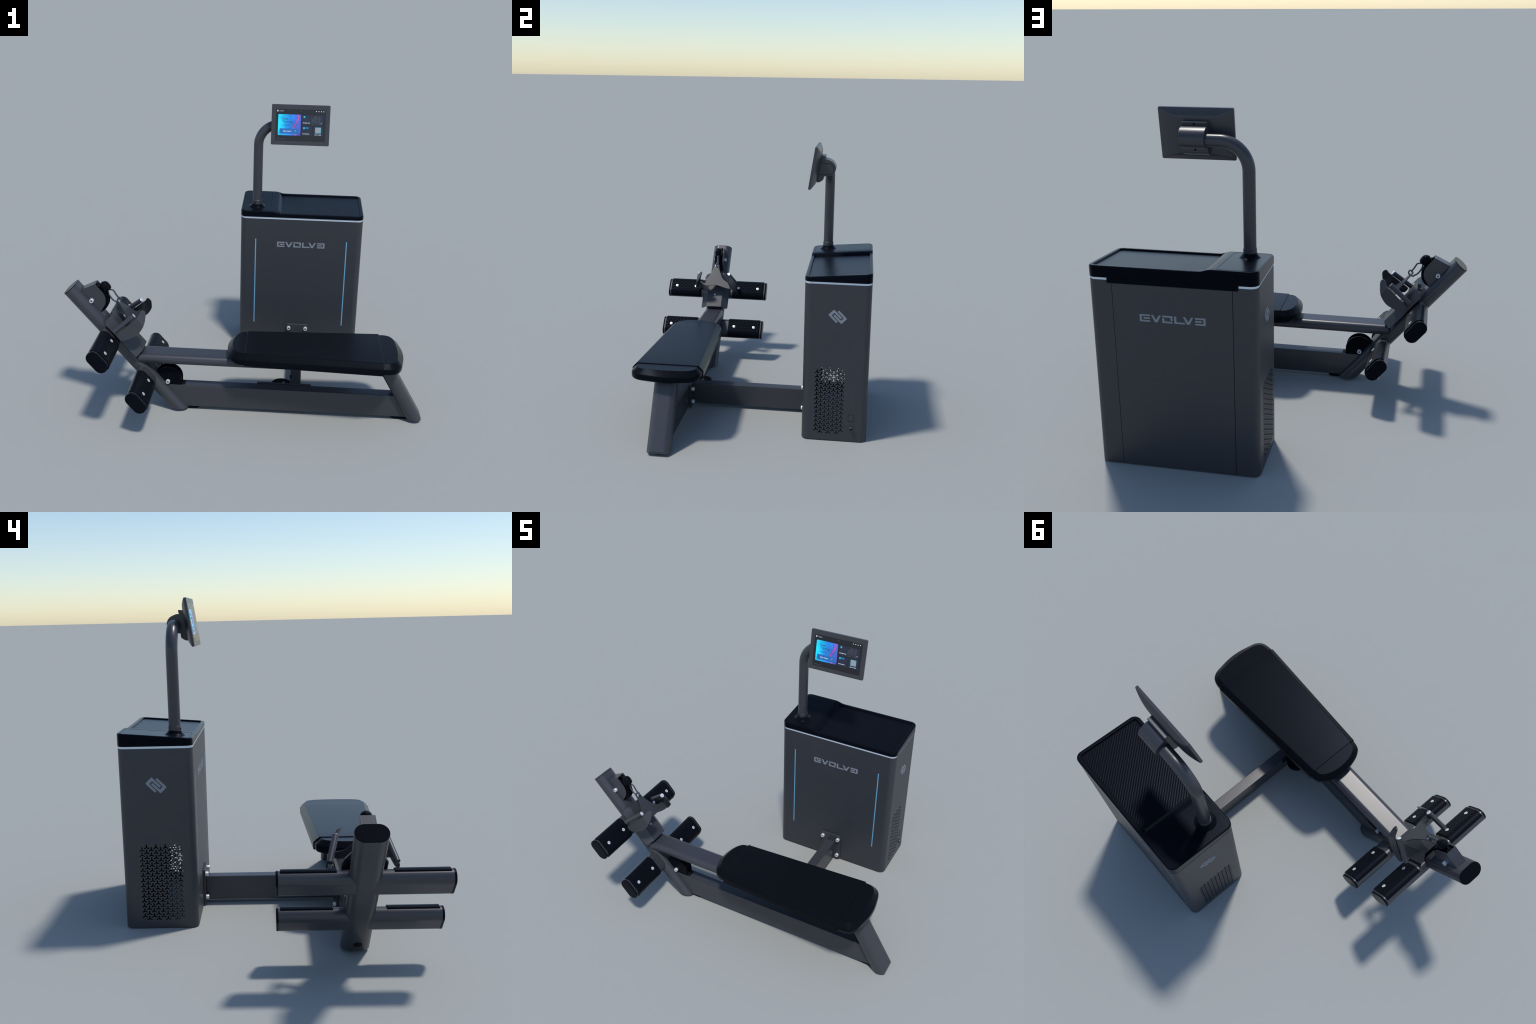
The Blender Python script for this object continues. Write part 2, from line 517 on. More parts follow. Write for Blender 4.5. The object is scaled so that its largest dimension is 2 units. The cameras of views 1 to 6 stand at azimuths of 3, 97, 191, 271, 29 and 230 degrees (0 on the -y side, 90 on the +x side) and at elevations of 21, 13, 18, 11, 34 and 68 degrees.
# ---- light strips, screws, lettering
for xs in (0.0, 0.572):
    add("light_strip", prism(rrect(0.0066, 0.582, 0.0032, 6), frame((xs, CY0 + 0.0015, 0.487), X, Z), 0.0018, 0.0003), LED, cabinet)
for xs in (0.134, 0.439):
    add("screw_hole", lathe([(0, 0), (0.0028, 0), (0.0028, 0.0013), (0, 0.0013)], frame((xs, CY0 + 0.0005, 0.012), X, Z), 14), DARK, cabinet)

LH, SH, SV = 0.0345, 0.0078, 0.0098     # letter height, horizontal and vertical stroke
def soften(poly, r):
    """round the corners of a polygon"""
    out = []
    n = len(poly)
    for i in range(n):
        p, a, b = Vector(poly[i]), Vector(poly[i - 1]), Vector(poly[(i + 1) % n])
        da, db = (a - p), (b - p)
        ra = min(r, da.length * 0.45); rb = min(r, db.length * 0.45)
        s, e = p + da.normalized() * ra, p + db.normalized() * rb
        for k in range(4):
            t = k / 3
            out.append((1 - t) ** 2 * s + 2 * t * (1 - t) * p + t * t * e)
    return out
def letter(ch):
    """list of outlines for one letter, width included"""
    H = LH
    if ch == 'E':
        w = 0.0478
        return w, [[(0, 0), (w, 0), (w, SH), (SV, SH), (SV, H - SH), (w, H - SH), (w, H), (0, H)],
                   [(SV * 1.8, H / 2 - SH / 2), (w, H / 2 - SH / 2), (w, H / 2 + SH / 2), (SV * 1.8, H / 2 + SH / 2)]]
    if ch == '3':
        w, polys = letter('E')
        return w, [[(w - x, y) for x, y in reversed(q)] for q in polys]
    if ch == 'V':
        w = 0.0465; m = w / 2
        return w, [[(0, H), (m - 0.0058, 0), (m + 0.0058, 0), (w, H), (w - 0.0098, H), (m, 0.0115), (0.0098, H)]]
    if ch == 'L':
        w = 0.0482
        return w, [[(0, 0), (w, 0), (w, SH), (SV, SH), (SV, H), (0, H)]]
    if ch == 'O':
        w = 0.0478; g = 0.0045
        return w, [[(0, 0), (w, 0), (w, SH), (SV, SH), (SV, H - SH - g), (0, H - SH - g)],
                   [(0, H - SH), (w - SV, H - SH), (w - SV, SH + g), (w, SH + g), (w, H), (0, H)]]
STARTS = [('E', 0.0), ('V', 0.0520), ('O', 0.1030), ('L', 0.1580), ('V', 0.1980), ('3', 0.2520)]
def lettering(M, parent):
    for ch, x0 in STARTS:
        w, polys = letter(ch)
        bms = [slab([soften(q, 0.0028)], M @ Matrix.Translation((x0, 0, 0)), 0.0012) for q in polys]
        o = add_joined("letter", merge(*bms), LOGO, parent, 0)
lettering(frame((0.1355, CY0 + 0.0004, 0.7285), X, Z), cabinet)
lettering(frame((0.4355, CY1 + 0.0004, 0.7300), -X, Z), cabinet)

def emblem(M, parent):
    e = Vector((0.705, -0.709)); f = Vector((0.705, 0.709))
    ec, fc = 0.0436, 0.0303
    U = [(0, 0), (0.065, 0), (0.065, 0.0117), (0.0155, 0.0117), (0.0155, 0.0327), (0.065, 0.0327), (0.065, 0.0445), (0, 0.0445)]
    for sg in (1, -1):
        poly = [e * (sg * (a - ec)) + f * (sg * (b - fc)) for a, b in U]
        add("emblem", slab([soften(poly, 0.005)], M, 0.0012), LOGO, parent, 0)
emblem(frame((CX1 - 0.0004, 0.555, 0.7305), Y, Z), cabinet)
emblem(frame((CX0 + 0.0004, 0.5535, 0.7315), -Y, Z), cabinet)

# switch and power socket on the right side
add("power_switch", box(CX1 - 0.004, CX1 + 0.002, 0.634, 0.664, 0.125, 0.161, 0.0012), PLATE, cabinet)
add("switch_frame", slab([rrect(0.034, 0.040, 0.002, 3), rrect(0.031, 0.037, 0.002, 3)], frame((CX1 - 0.001, 0.649, 0.143), Y, Z), 0.0014), DARK, cabinet, 0)
sock = lathe([(0, -0.004), (0.0125, -0.004), (0.0135, 0.003), (0.0125, 0.010), (0.0095, 0.0145), (0.0060, 0.0155), (0.0058, 0.004), (0, 0.004)],
             frame((CX1, 0.650, 0.080), Y, Z), 28)
add("power_socket", sock, TUBE, cabinet, 40)
add("socket_hole", lathe([(0, 0), (0.0056, 0), (0.0056, 0.0006), (0, 0.0006)], frame((CX1 + 0.0045, 0.650, 0.080), Y, Z), 20), DARK, cabinet, 0)

# ============================================================ DISPLAY ARM
PX, PY, PR = 0.0, 0.4625, 0.0290
def arm_path():
    R, zt = 0.130, 1.4885
    pts = [Vector((PX, PY, z)) for z in (0.985, 1.05, 1.15, 1.25, zt - R - 0.01)]
    for k in range(0, 19):
        a = math.radians(180 - 90 * k / 18)
        pts.append(Vector((PX + R + R * math.cos(a), PY, zt - R + R * math.sin(a))))
    pts += [Vector((0.18, PY, zt)), Vector((0.25, PY, zt))]
    return pts
arm = add("display_arm", tube(arm_path(), PR, 32), TUBE, angle=40)
zc = cover_z(PX, PY)
add("arm_collar", lathe([(0.0, 0), (0.0312, 0), (0.0312, 0.0255), (0.0300, 0.027), (0.0, 0.027)], Matrix.Translation((PX, PY, 0.982)), 36), TUBE, arm, 35)
add("collar_hole", lathe([(0, 0), (0.0042, 0), (0.0042, 0.0022), (0, 0.0022)],
    frame((PX - 0.012, PY - 0.0287, 0.993), (0.92, -0.39, 0), Z), 16), DARK, arm, 0)
fl = []
for k in range(11):
    t = k / 10
    fl.append((0.068 - 0.036 * t, -0.004 + 0.024 * t ** 2.6))
Mfl = Matrix.Translation((PX, PY, zc + 0.0015)) @ Matrix.Rotation(math.atan(0.081), 4, 'X')
add("arm_flare", lathe(fl + [(0.0, 0.020)], Mfl, 40), BLACK, arm, 40)

# ============================================================ DISPLAY
TILT = math.atan(0.1484)
DC = Vector((0.2525, 0.375, 1.5055))
DU = X
DV = Vector((0, math.sin(TILT), math.cos(TILT)))
DM = frame(DC, DU, DV)                     # local z points out of the screen (-y)
DW, DH = 0.348, 0.2395
def display_body():
    st = [(0.0015, 0.0015, 0.0), (0, 0, -0.0015), (0, 0, -0.0125), (0.0015, 0.0015, -0.014),
          (0.014, 0.0085, -0.0195), (0.028, 0.0155, -0.0245), (0.042, 0.0215, -0.0288), (0.056, 0.027, -0.0322), (0.070, 0.033, -0.0347), (0.084, 0.040, -0.0363), (0.098, 0.049, -0.0370)]
    rings = []
    for ix, iy, z in st:
        p = rrect(DW - 2 * ix, DH - 2 * iy, 0.0065 + 0.35 * iy, 6)
        rings.append([DM @ Vector((a.x, a.y, z)) for a in p])
    return loft(rings)
display = add("display", display_body(), TUBE, angle=35)
SWID, SHGT = 0.2985, 0.1875
def dpl(u, v):
    """screen fractions (0..1 right, 0..1 down) to local display coordinates"""
    return (u - 0.5) * SWID, (0.5 - v) * SHGT
SYO = -0.001                               # screen sits a little below the centre
def tile(name, u0, u1, v0, v1, mat, r=0.003, z=0.0, th=0.0006):
    x0, y1 = dpl(u0, v0); x1, y0 = dpl(u1, v1)
    return add(name, slab([rrect(x1 - x0, y1 - y0, r, 5, (x0 + x1) / 2, (y0 + y1) / 2)],
               DM @ Matrix.Translation((0, SYO, z)), th), mat, display, 0)
tile("screen", 0, 1, 0, 1, GLASS, 0.0006, 0.0001)
tile("picture_tile", 0.05, 0.505, 0.165, 0.825, HERO, 0.006, 0.0005, 0.0006)
tile("start_button", 0.085, 0.47, 0.61, 0.775, BUTTON, 0.003, 0.0009, 0.0005)
tile("screen_tile", 0.53, 0.955, 0.17, 0.49, CARD, 0.003, 0.0005)
tile("screen_tile", 0.53, 0.73, 0.52, 0.83, CARD, 0.003, 0.0005)
tile("screen_tile", 0.755, 0.955, 0.52, 0.83, CARD, 0.003, 0.0005)
tile("figure_picture", 0.715, 0.90, 0.19, 0.485, FIGURE, 0.010, 0.0009, 0.0004)
tile("code_frame", 0.796, 0.912, 0.55, 0.738, TEAL, 0.002, 0.0009, 0.0004)
tile("code_square", 0.803, 0.905, 0.561, 0.727, CODE, 0.0015, 0.0011, 0.0004)
tile("screen_icon", 0.555, 0.588, 0.205, 0.262, TEAL, 0.001, 0.0009, 0.0004)
tile("screen_icon", 0.555, 0.588, 0.555, 0.612, TEAL, 0.001, 0.0009, 0.0004)
tile("screen_icon", 0.598, 0.66, 0.548, 0.605, BUTTON, 0.001, 0.0009, 0.0004)
tile("screen_icon", 0.025, 0.048, 0.035, 0.085, INK, 0.001, 0.0005, 0.0004)
for u in (0.806, 0.856, 0.905, 0.953):
    tile("screen_icon", u - 0.009, u + 0.009, 0.037, 0.066, INK, 0.0022, 0.0005, 0.0004)
def words(s, u, v, size, mat, align='LEFT', z=0.0013, bold=0.0):
    x, y = dpl(u, v)
    add("screen_text", text_bm(s, size, DM @ Matrix.Translation((x, y + SYO, z)), 0.00012, align, bold), mat, display, 0)
words("Free", 0.135, 0.335, 0.0175, INKDARK)
words("Training", 0.135, 0.425, 0.0175, INKDARK)
words("Full body exercise", 0.135, 0.50, 0.0062, INKDARK)
words("resistance training", 0.135, 0.535, 0.0062, INKDARK)
words("Get start", 0.155, 0.715, 0.0135, INK, z=0.0016, bold=0.0002)
words("Strength test", 0.545, 0.43, 0.0080, INK, bold=0.0002)
words("Introduction", 0.545, 0.775, 0.0080, INK, bold=0.0002)
words("Scan to login", 0.855, 0.795, 0.0075, INK, 'CENTER', bold=0.0002)
words("Tuesday", 0.068, 0.073, 0.0078, INK)
words("7:30", 0.50, 0.065, 0.0062, INKGREY, 'CENTER')
words("Smart strength trainer", 0.03, 0.955, 0.0060, INKGREY)
def arrow(u, v, s, parent, z):
    x, y = dpl(u, v)
    w = 0.16 * s
    poly = [(-s, -s + w), (s - 1.6 * w, s - w * 0.9 - 0.7 * w), (-0.1 * s, s - w), (-0.1 * s, s), (s, s), (s, -0.1 * s), (s - w, -0.1 * s), (s - w, s - 1.9 * w), (-s + w, -s)]
    add("screen_arrow", slab([poly], DM @ Matrix.Translation((x, y + SYO, z)), 0.0003), INK, display, 0)
arrow(0.395, 0.69, 0.0055, display, 0.0015)
arrow(0.905, 0.425, 0.0045, display, 0.0014)

# clamp that holds the display to the arm
CLAMP = [(0.421, 1.564), (0.443, 1.5655), (0.446, 1.5625), (0.442, 1.5455), (0.455, 1.5455), (0.470, 1.5400), (0.487, 1.5315), (0.499, 1.5180),
         (0.505, 1.5020), (0.505, 1.4860), (0.499, 1.4700), (0.488, 1.4580), (0.474, 1.4525), (0.455, 1.4505), (0.437, 1.4490),
         (0.435, 1.4300), (0.430, 1.4240), (0.412, 1.4140), (0.398, 1.4130)]
clamp = add("display_clamp", slab([CLAMP], frame((0.190, 0, 0), Y, Z), 0.118, 0.002), TUBE, display, 35)
side = [(0.415, 1.524)] + [(0.463 + 0.031 * math.cos(a), 1.4925 + 0.031 * math.sin(a)) for a in [math.radians(85 - 17 * k) for k in range(11)]] + [(0.405, 1.461)]
sp = [Vector((0.3085, a, b)) for a, b in side]
add("clamp_seam", tube(sp, 0.0009, 6), DARK, display)
for zz, yy in ((1.556, 0.4445), (1.4405, 0.4365)):
    add("clamp_screw_hole", lathe([(0, 0), (0.0048, 0), (0.0048, 0.003), (0, 0.003)], frame((0.249, yy - 0.0015, zz), -X, Z), 16), DARK, display, 0)
bp = frame(DC, DU, DV)

# ============================================================ CONNECTING BEAM
YC = -0.3765                                 # centre line of the bench
beam = add("connecting_beam", box(0.253, 0.316, YC + 0.045, 0.357, 0.016, 0.148, 0.004), TUBE)
mount = add("mounting_plate", prism(rrect(0.142, 0.190, 0.010, 5), frame((0.2845, CY0 + 0.0002, 0.103), X, Z), 0.0135, 0.002), TUBE, beam)
for xb in (0.2295, 0.3385):
    for zb in (0.171, 0.041):
        put("bolt", BOLT, frame((xb, 0.357, zb), X, Z), beam)
flange = add("bench_flange", box(0.066, 0.373, YC + 0.0345, YC + 0.0455, 0.004, 0.156, 0.0015), TUBE, beam)
for zb in (0.119, 0.037):
    for xb in (0.341, 0.100):
        put("bolt", BOLT, frame((xb, YC + 0.0455, zb), -X, Z), beam)
disc = add("guide_pulley", lathe([(0, 0), (0.057, 0), (0.059, 0.002), (0.059, 0.006), (0.052, 0.012), (0.052, 0.018), (0.059, 0.024), (0.059, 0.028), (0.057, 0.030), (0, 0.030)],
            Matrix.Translation((0.205, -0.2955, 0.101)), 48), BLACK, beam, 35)
put("bolt", SMALL, Matrix.Translation((0.217, -0.290, 0.131)), beam)
add("pulley_slot", box(0.2515, 0.262, -0.262, -0.226, 0.098, 0.1488, 0.0), DARK, beam, 0)  # solid box, slightly proud, coloured as the notch's dark interior

# ============================================================ BENCH FRAME
def stadium(w, t, n=14):
    return rrect(w, t, t / 2 - 1e-5, n)

AX = Vector((-0.643, 0, 0.766)).normalized()       # up the column
NX = Vector((0.766, 0, 0.643)).normalized()        # away from the column towards the seat
CO = Vector((-0.963, YC, 0.7225))                  # reference: end of the column
def col(s, p, y=0.0):
    """column coordinates: s down the column, p off its face, y from the centre line"""
    return CO - AX * s + NX * p + Y * y
COLT, COLP = 0.083, -0.0073

def cut(bm, co, no):
    """keep the half space behind the plane and close the cut"""
    r = bmesh.ops.bisect_plane(bm, geom=bm.verts[:] + bm.edges[:] + bm.faces[:], dist=1e-6, plane_co=co, plane_no=no, clear_outer=True)
    ed = [g for g in r["geom_cut"] if isinstance(g, bmesh.types.BMEdge)]
    bmesh.ops.contextual_create(bm, geom=ed)
    return bm

Mcol = frame(col(0.0, COLP), Y, NX)                # local z = Y x NX
zdir = Y.cross(NX)
sgn = 1 if zdir.dot(-AX) > 0 else -1
cb = prism(stadium(0.134, COLT, 16), Mcol if sgn > 0 else frame(col(1.05, COLP), Y, NX), 1.05)
column = add("foot_column", cut(cb, (0, 0, 0.013), (0, 0, -1)), TUBE, angle=30)
def along(s, p, y=0.0):
    return frame(col(s, p, y), Y, NX) @ Matrix.Rotation(math.pi if sgn > 0 else 0, 4, 'X')
# end cap; its local z points up the column
capf = Matrix.Translation(col(0, COLP)) @ Matrix((( 0, NX.x, AX.x, 0), (1, NX.y, AX.y, 0), (0, NX.z, AX.z, 0), (0, 0, 0, 1)))
add("end_cap", prism(stadium(0.134, 0.083, 16), capf @ Matrix.Translation((0, 0, 0.0002)), 0.0035, 0.0016, False), BLACK, column, 35)
hole = [col(0.862, COLP - COLT / 2 - 0.0006)]
hm = frame(col(0.826, COLP - COLT / 2 + 0.002, -0.004), Y, AX)
hz = hm.to_3x3() @ Z
if hz.dot(NX) > 0:
    hm = frame(col(0.826, COLP - COLT / 2 + 0.002, -0.004), AX, Y)
add("column_hole", lathe([(0, 0), (0.0205, 0), (0.0205, 0.0028), (0, 0.0028)], hm, 28), DARK, column, 0)  # uncut tube: a raised black disc shows the hole's darkness

rail = add("seat_rail", prism(stadium(0.134, 0.058, 16), frame((-0.60, YC, 0.3220), Y, Z), 1.375), TUBE, angle=30)
bb = box(-0.52, 0.93, YC - 0.034, YC + 0.034, 0.019, 0.152, 0.004)
bb = cut(bb, col(0.9, -0.01), -NX)
base = add("base_beam", cut(bb, (0.940, 0, 0.043), (0.8660, 0, 0.5)), TUBE)
# rear leg, leaning outward at 60 degrees
LD = Vector((math.cos(math.radians(60)), 0, -math.sin(math.radians(60))))
LN = Vector((-LD.z, 0, LD.x))
LT = 0.077
ltop = Vector((0.945, YC, 0.043)) - LD * 0.36
lm = frame(ltop, Y, LN)
if (lm.to_3x3() @ Z).dot(LD) < 0:
    lm = frame(ltop, LN, Y); prof = rrect(LT, 0.134, LT / 2 - 1e-5, 16)
else:
    prof = stadium(0.134, LT, 16)
lb = cut(cut(prism(prof, lm, 0.46), (0, 0, 0.013), (0, 0, -1)), (0.9995, 0, 0), (1, 0, 0))
lb = cut(lb, (0, 0, 0.345), (0, 0, 1))
leg = add("rear_leg", lb, TUBE, angle=30)
# rubber feet under the frame
for x0, x1 in ((-0.405, -0.262), (0.832, 0.985)):
    add("rubber_foot", prism(rrect(x1 - x0, 0.052, 0.025, 8, (x0 + x1) / 2, YC), Matrix(), 0.0178, 0.004), RUBBER)

# ---- pulley at the front of the base beam
PCX, PCZ, PRR = -0.437, 0.184, 0.0765
pul = add("pulley_guard", merge(*[
    slab([[(PCX + PRR, 0.120)] + [(PCX + PRR * math.cos(math.radians(a)), PCZ + PRR * math.sin(math.radians(a))) for a in range(0, 181, 6)] + [(PCX - PRR, 0.120)]],
         frame((0, yy, 0), X, Z), 0.006, 0.001) for yy in (YC - 0.0215, YC + 0.0275)]), BLACK, angle=35)
add("pulley_wheel", lathe([(0, -0.020), (0.070, -0.020), (0.071, -0.014), (0.062, -0.004), (0.062, 0.004), (0.071, 0.014), (0.070, 0.020), (0, 0.020)],
    frame((PCX, YC, PCZ), X, Z), 48), BLACK, pul, 35)
put("bolt", BOLT, frame((-0.439, YC - 0.0275, 0.172), X, Z), pul)
put("bolt", BOLT, frame((-0.439, YC + 0.0275, 0.172), -X, Z), pul)
add("beam_slot", box(-0.44, -0.342, YC - 0.022, YC + 0.022, 0.10, 0.1526, 0), DARK, pul, 0)

# ============================================================ FOOT BARS
BT, BP = 0.070, -0.0122
pad_mesh = None
def pad_profile_point(t, lift):
    """t in 0..1 along the outside of the pad, lift outward; returns (along, perp)"""
    a, r = 0.0300, BT / 2 + 0.0005 + lift
    a0 = math.radians(12)
    arc = (math.pi / 2 - a0) * 0.043
    L = 2 * arc + 2 * a
    d = t * L
    if d < arc:
        th = a0 + d / 0.043
        return a + r * math.cos(th), r * math.sin(th)
    if d < arc + 2 * a:
        return a - (d - arc), r
    th = math.pi / 2 + (d - arc - 2 * a) / 0.043
    return -a + r * math.cos(th), r * math.sin(th)
def build_pad():
    """grip pad wrapped over a foot bar: local x along the bar, (y,z) = (along column, off column)"""
    NU, NV, LEN, TH = 96, 150, 0.228, 0.0068
    bm = bmesh.new()
    top, bot = [], []
    for j in range(NV + 1):
        v = j / NV; x = (v - 0.5) * LEN
        endf = min(1, min(v, 1 - v) * LEN / 0.003)
        rt, rb = [], []
        for i in range(NU + 1):
            t = i / NU
            ef = min(1, min(t, 1 - t) / 0.03)
            s = (t - 0.5) * 0.172
            flat = 0.040
            h = TH * (0.55 + 0.45 * math.sqrt(min(endf, ef)))
            if abs(s) < flat and min(v, 1 - v) * LEN > 0.006:
                # rows of staggered lens-shaped bumps
                row = s / 0.0125
                k = math.floor(row)
                fx = (x / 0.0270 + (0.5 if k % 2 else 0)) % 1 - 0.5
                fy = row - k - 0.5
                q = 1 - (fx / 0.5) ** 2 - (fy / 0.5) ** 2
                h += 0.0011 * max(0, q)
            elif abs(s) >= flat:
                h -= 0.0007 * max(0, math.sin((abs(s) - flat) * 2 * math.pi / 0.0055))
            a, p = pad_profile_point(t, h)
            rt.append(bm.verts.new((x, a, p)))
            a, p = pad_profile_point(t, 0)
            rb.append(bm.verts.new((x, a, p)))
        top.append(rt); bot.append(rb)
    for j in range(NV):
        for i in range(NU):
            bm.faces.new((top[j][i], top[j][i + 1], top[j + 1][i + 1], top[j + 1][i]))
            bm.faces.new((bot[j][i], bot[j + 1][i], bot[j + 1][i + 1], bot[j][i + 1]))
        bm.faces.new((top[j][0], top[j + 1][0], bot[j + 1][0], bot[j][0]))
        bm.faces.new((top[j][NU], bot[j][NU], bot[j + 1][NU], top[j + 1][NU]))
    for i in range(NU):
        bm.faces.new((top[0][i], bot[0][i], bot[0][i + 1], top[0][i + 1]))
        bm.faces.new((top[NV][i], top[NV][i + 1], bot[NV][i + 1], bot[NV][i]))
    bmesh.ops.recalc_face_normals(bm, faces=bm.faces)
    me = bpy.data.meshes.new("foot_pad"); bm.to_mesh(me); bm.free()
    me.materials.append(RUBBER)
    me.shade_smooth(); me.set_sharp_from_angle(angle=math.radians(50))
    return me
PAD = build_pad()
def bar_frame(s, y):
    """local x = world y, local y = up the column, local z = off the column face"""
    o = col(s, BP, y)
    return Matrix(((0, AX.x, NX.x, o.x), (1, 0, 0, o.y), (0, AX.z, NX.z, o.z), (0, 0, 0, 1)))
for s in (0.343, 0.647):
    bf = frame(col(s, BP, -0.352), AX, NX)
    d = (bf.to_3x3() @ Z).y
    bf = frame(col(s, BP, -0.352 if d > 0 else 0.352), AX, NX)
    bar = add("foot_bar", prism(stadium(0.133, BT, 16), bf, 0.704), TUBE, angle=30)
    for sg in (-1, 1):
        put("foot_pad", PAD, bar_frame(s, sg * 0.2295), bar)
        cf = frame(col(s, BP, sg * 0.3522), AX, NX) if (d > 0) == (sg > 0) else frame(col(s, BP, sg * 0.3522), NX, AX)
        prof = stadium(0.134, BT + 0.002, 16) if (d > 0) == (sg > 0) else rrect(BT + 0.002, 0.134, (BT + 0.002) / 2 - 1e-5, 16)
        add("end_cap", prism(prof, cf, 0.0098, 0.0032, False), RUBBER, bar, 35)
        for yo in (0.159, 0.301):
            o = col(s, BP + BT / 2 + 0.0072, sg * yo)
            put("rivet", RIVET, frame(o, AX, Y) if (AX.cross(Y)).dot(NX) > 0 else frame(o, Y, AX), bar)

# ============================================================ PULLEY HOUSING ON THE COLUMN
def sp_frame(y0):
    """frame whose local x = s (down the column), local y = p, local z = +-y, placed at offset y0"""
    return Matrix(((-AX.x, NX.x, 0, CO.x), (0, 0, 1, CO.y + y0), (-AX.z, NX.z, 0, CO.z), (0, 0, 0, 1)))
HOUS = [(0.036, 0.018), (0.0615, 0.1205)] + [tuple(p) for p in catmull([(0.118, 0.1215), (0.140, 0.1185), (0.160, 0.1105), (0.176, 0.0985), (0.187, 0.084), (0.192, 0.070)], 4)] + [(0.2105, 0.018)]
hs = [slab([HOUS], sp_frame(y), 0.0045, 0.0006) for y in (-0.0310, 0.0265)]
back = [(0.036, 0.018), (0.0615, 0.1205), (0.066, 0.1205), (0.0405, 0.018)]
hs.append(slab([back], sp_frame(-0.0266), 0.0532))
housing = add_joined("pulley_housing", merge(*hs), TUBE, column, 30)
add("pulley_wheel", lathe([(0, -0.020), (0.0715, -0.020), (0.0725, -0.014), (0.064, -0.003), (0.064, 0.003), (0.0725, 0.014), (0.0715, 0.020), (0, 0.020)],
    sp_frame(0) @ Matrix.Translation((0.139, 0.0535, 0)), 48), BLACK, column, 35)
for sg in (-1, 1):
    o = col(0.123, 0.043, sg * 0.031)
    put("bolt", BOLT, frame(o, X, Z) if sg < 0 else frame(o, -X, Z), column)

# ============================================================ HANDLE REST (bent sheet over the column)
def rest_mesh():
    t = 0.005
    s0, s1 = 0.252, 0.517
    prof = [(-0.0955, 0.036), (-0.053, 0.077), (0.053, 0.077), (0.0955, 0.036)]
    inn = [(-0.0915, 0.0325), (-0.0515, 0.077 - t), (0.0515, 0.077 - t), (0.0915, 0.0325)]
    ch = [0.014, 0.0, 0.0, 0.014]
    bm = bmesh.new()
    V = {}
    for key, pr in (("o", prof), ("i", inn)):
        for j, s in enumerate((s0, s0 + 0.016, s1 - 0.010, s1)):
            for i, (y, p) in enumerate(pr):
                y2, p2 = y, p
                if i in (0, 3) and j in (0, 3):      # clipped outer corners
                    k = 1 if i == 0 else 2
                    f = 0.28 if j == 0 else 0.12
                    y2 = y + (pr[k][0] - y) * f; p2 = p + (pr[k][1] - p) * f
                V[key, j, i] = bm.verts.new(col(s, p2, y2))
    for j in range(3):
        for i in range(3):
            bm.faces.new((V["o", j, i], V["o", j, i + 1], V["o", j + 1, i + 1], V["o", j + 1, i]))
            bm.faces.new((V["i", j, i], V["i", j + 1, i], V["i", j + 1, i + 1], V["i", j, i + 1]))
        for i in (0, 3):
            bm.faces.new((V["o", j, i], V["o", j + 1, i], V["i", j + 1, i], V["i", j, i]))
    for j in (0, 3):
        for i in range(3):
            bm.faces.new((V["o", j, i], V["i", j, i], V["i", j, i + 1], V["o", j, i + 1]))
    return bm
rest = add("handle_rest", rest_mesh(), PLATE, angle=20)
put("rivet", SMALL, frame(col(0.424, 0.0768), AX, Y) if (AX.cross(Y)).dot(NX) > 0 else frame(col(0.424, 0.0768), Y, AX), rest)
add("rest_bracket", box(0, 1, 0, 1, 0, 1, 0), PLATE, rest, 0).data.transform(
    sp_frame(-0.03) @ Matrix.Diagonal((0.10, 0.045, 0.06, 1)) @ Matrix.Translation((3.35, 0.62, 0)))

# ============================================================ ROW HANDLE
HP = 0.1455
half = [(0.2075, 0.0), (0.2085, 0.008), (0.2135, 0.0145), (0.222, 0.0175), (0.236, 0.0185), (0.262, 0.0255), (0.292, 0.0375), (0.318, 0.0505),
        (0.338, 0.067), (0.350, 0.086), (0.355, 0.106), (0.354, 0.1285), (0.404, 0.1285), (0.4045, 0.112), (0.401, 0.090), (0.393, 0.060), (0.383, 0.030), (0.3795, 0.0)]
hp = catmull([Vector(q) for q in half[:12]], 4)[:-1] + [Vector(half[11])] + [Vector(half[12])] + catmull([Vector(q) for q in half[13:]], 4)
outline = [(p.x, p.y) for p in hp] + [(p.x, -p.y) for p in reversed(hp[1:-1])]
hole = [(0.2255 + 0.0075 * math.cos(2 * math.pi * k / 16), 0.0075 * math.sin(2 * math.pi * k / 16)) for k in range(16)]
hub_m = Matrix(((-AX.x, 0, NX.x, 0), (0, 1, 0, 0), (-AX.z, 0, NX.z, 0), (0, 0, 0, 1)))
hub_m = Matrix.Translation(CO + NX * (HP - 0.003)) @ hub_m
handle = add("row_handle", slab([outline, hole], hub_m, 0.006, 0.0008), PLATE, angle=30)
add("handle_eyelet", tube([col(0.2255 + 0.0085 * math.cos(2 * math.pi * k / 20), HP, 0.0085 * math.sin(2 * math.pi * k / 20)) for k in range(20)], 0.0036, 8, True), STEEL, handle, 60)

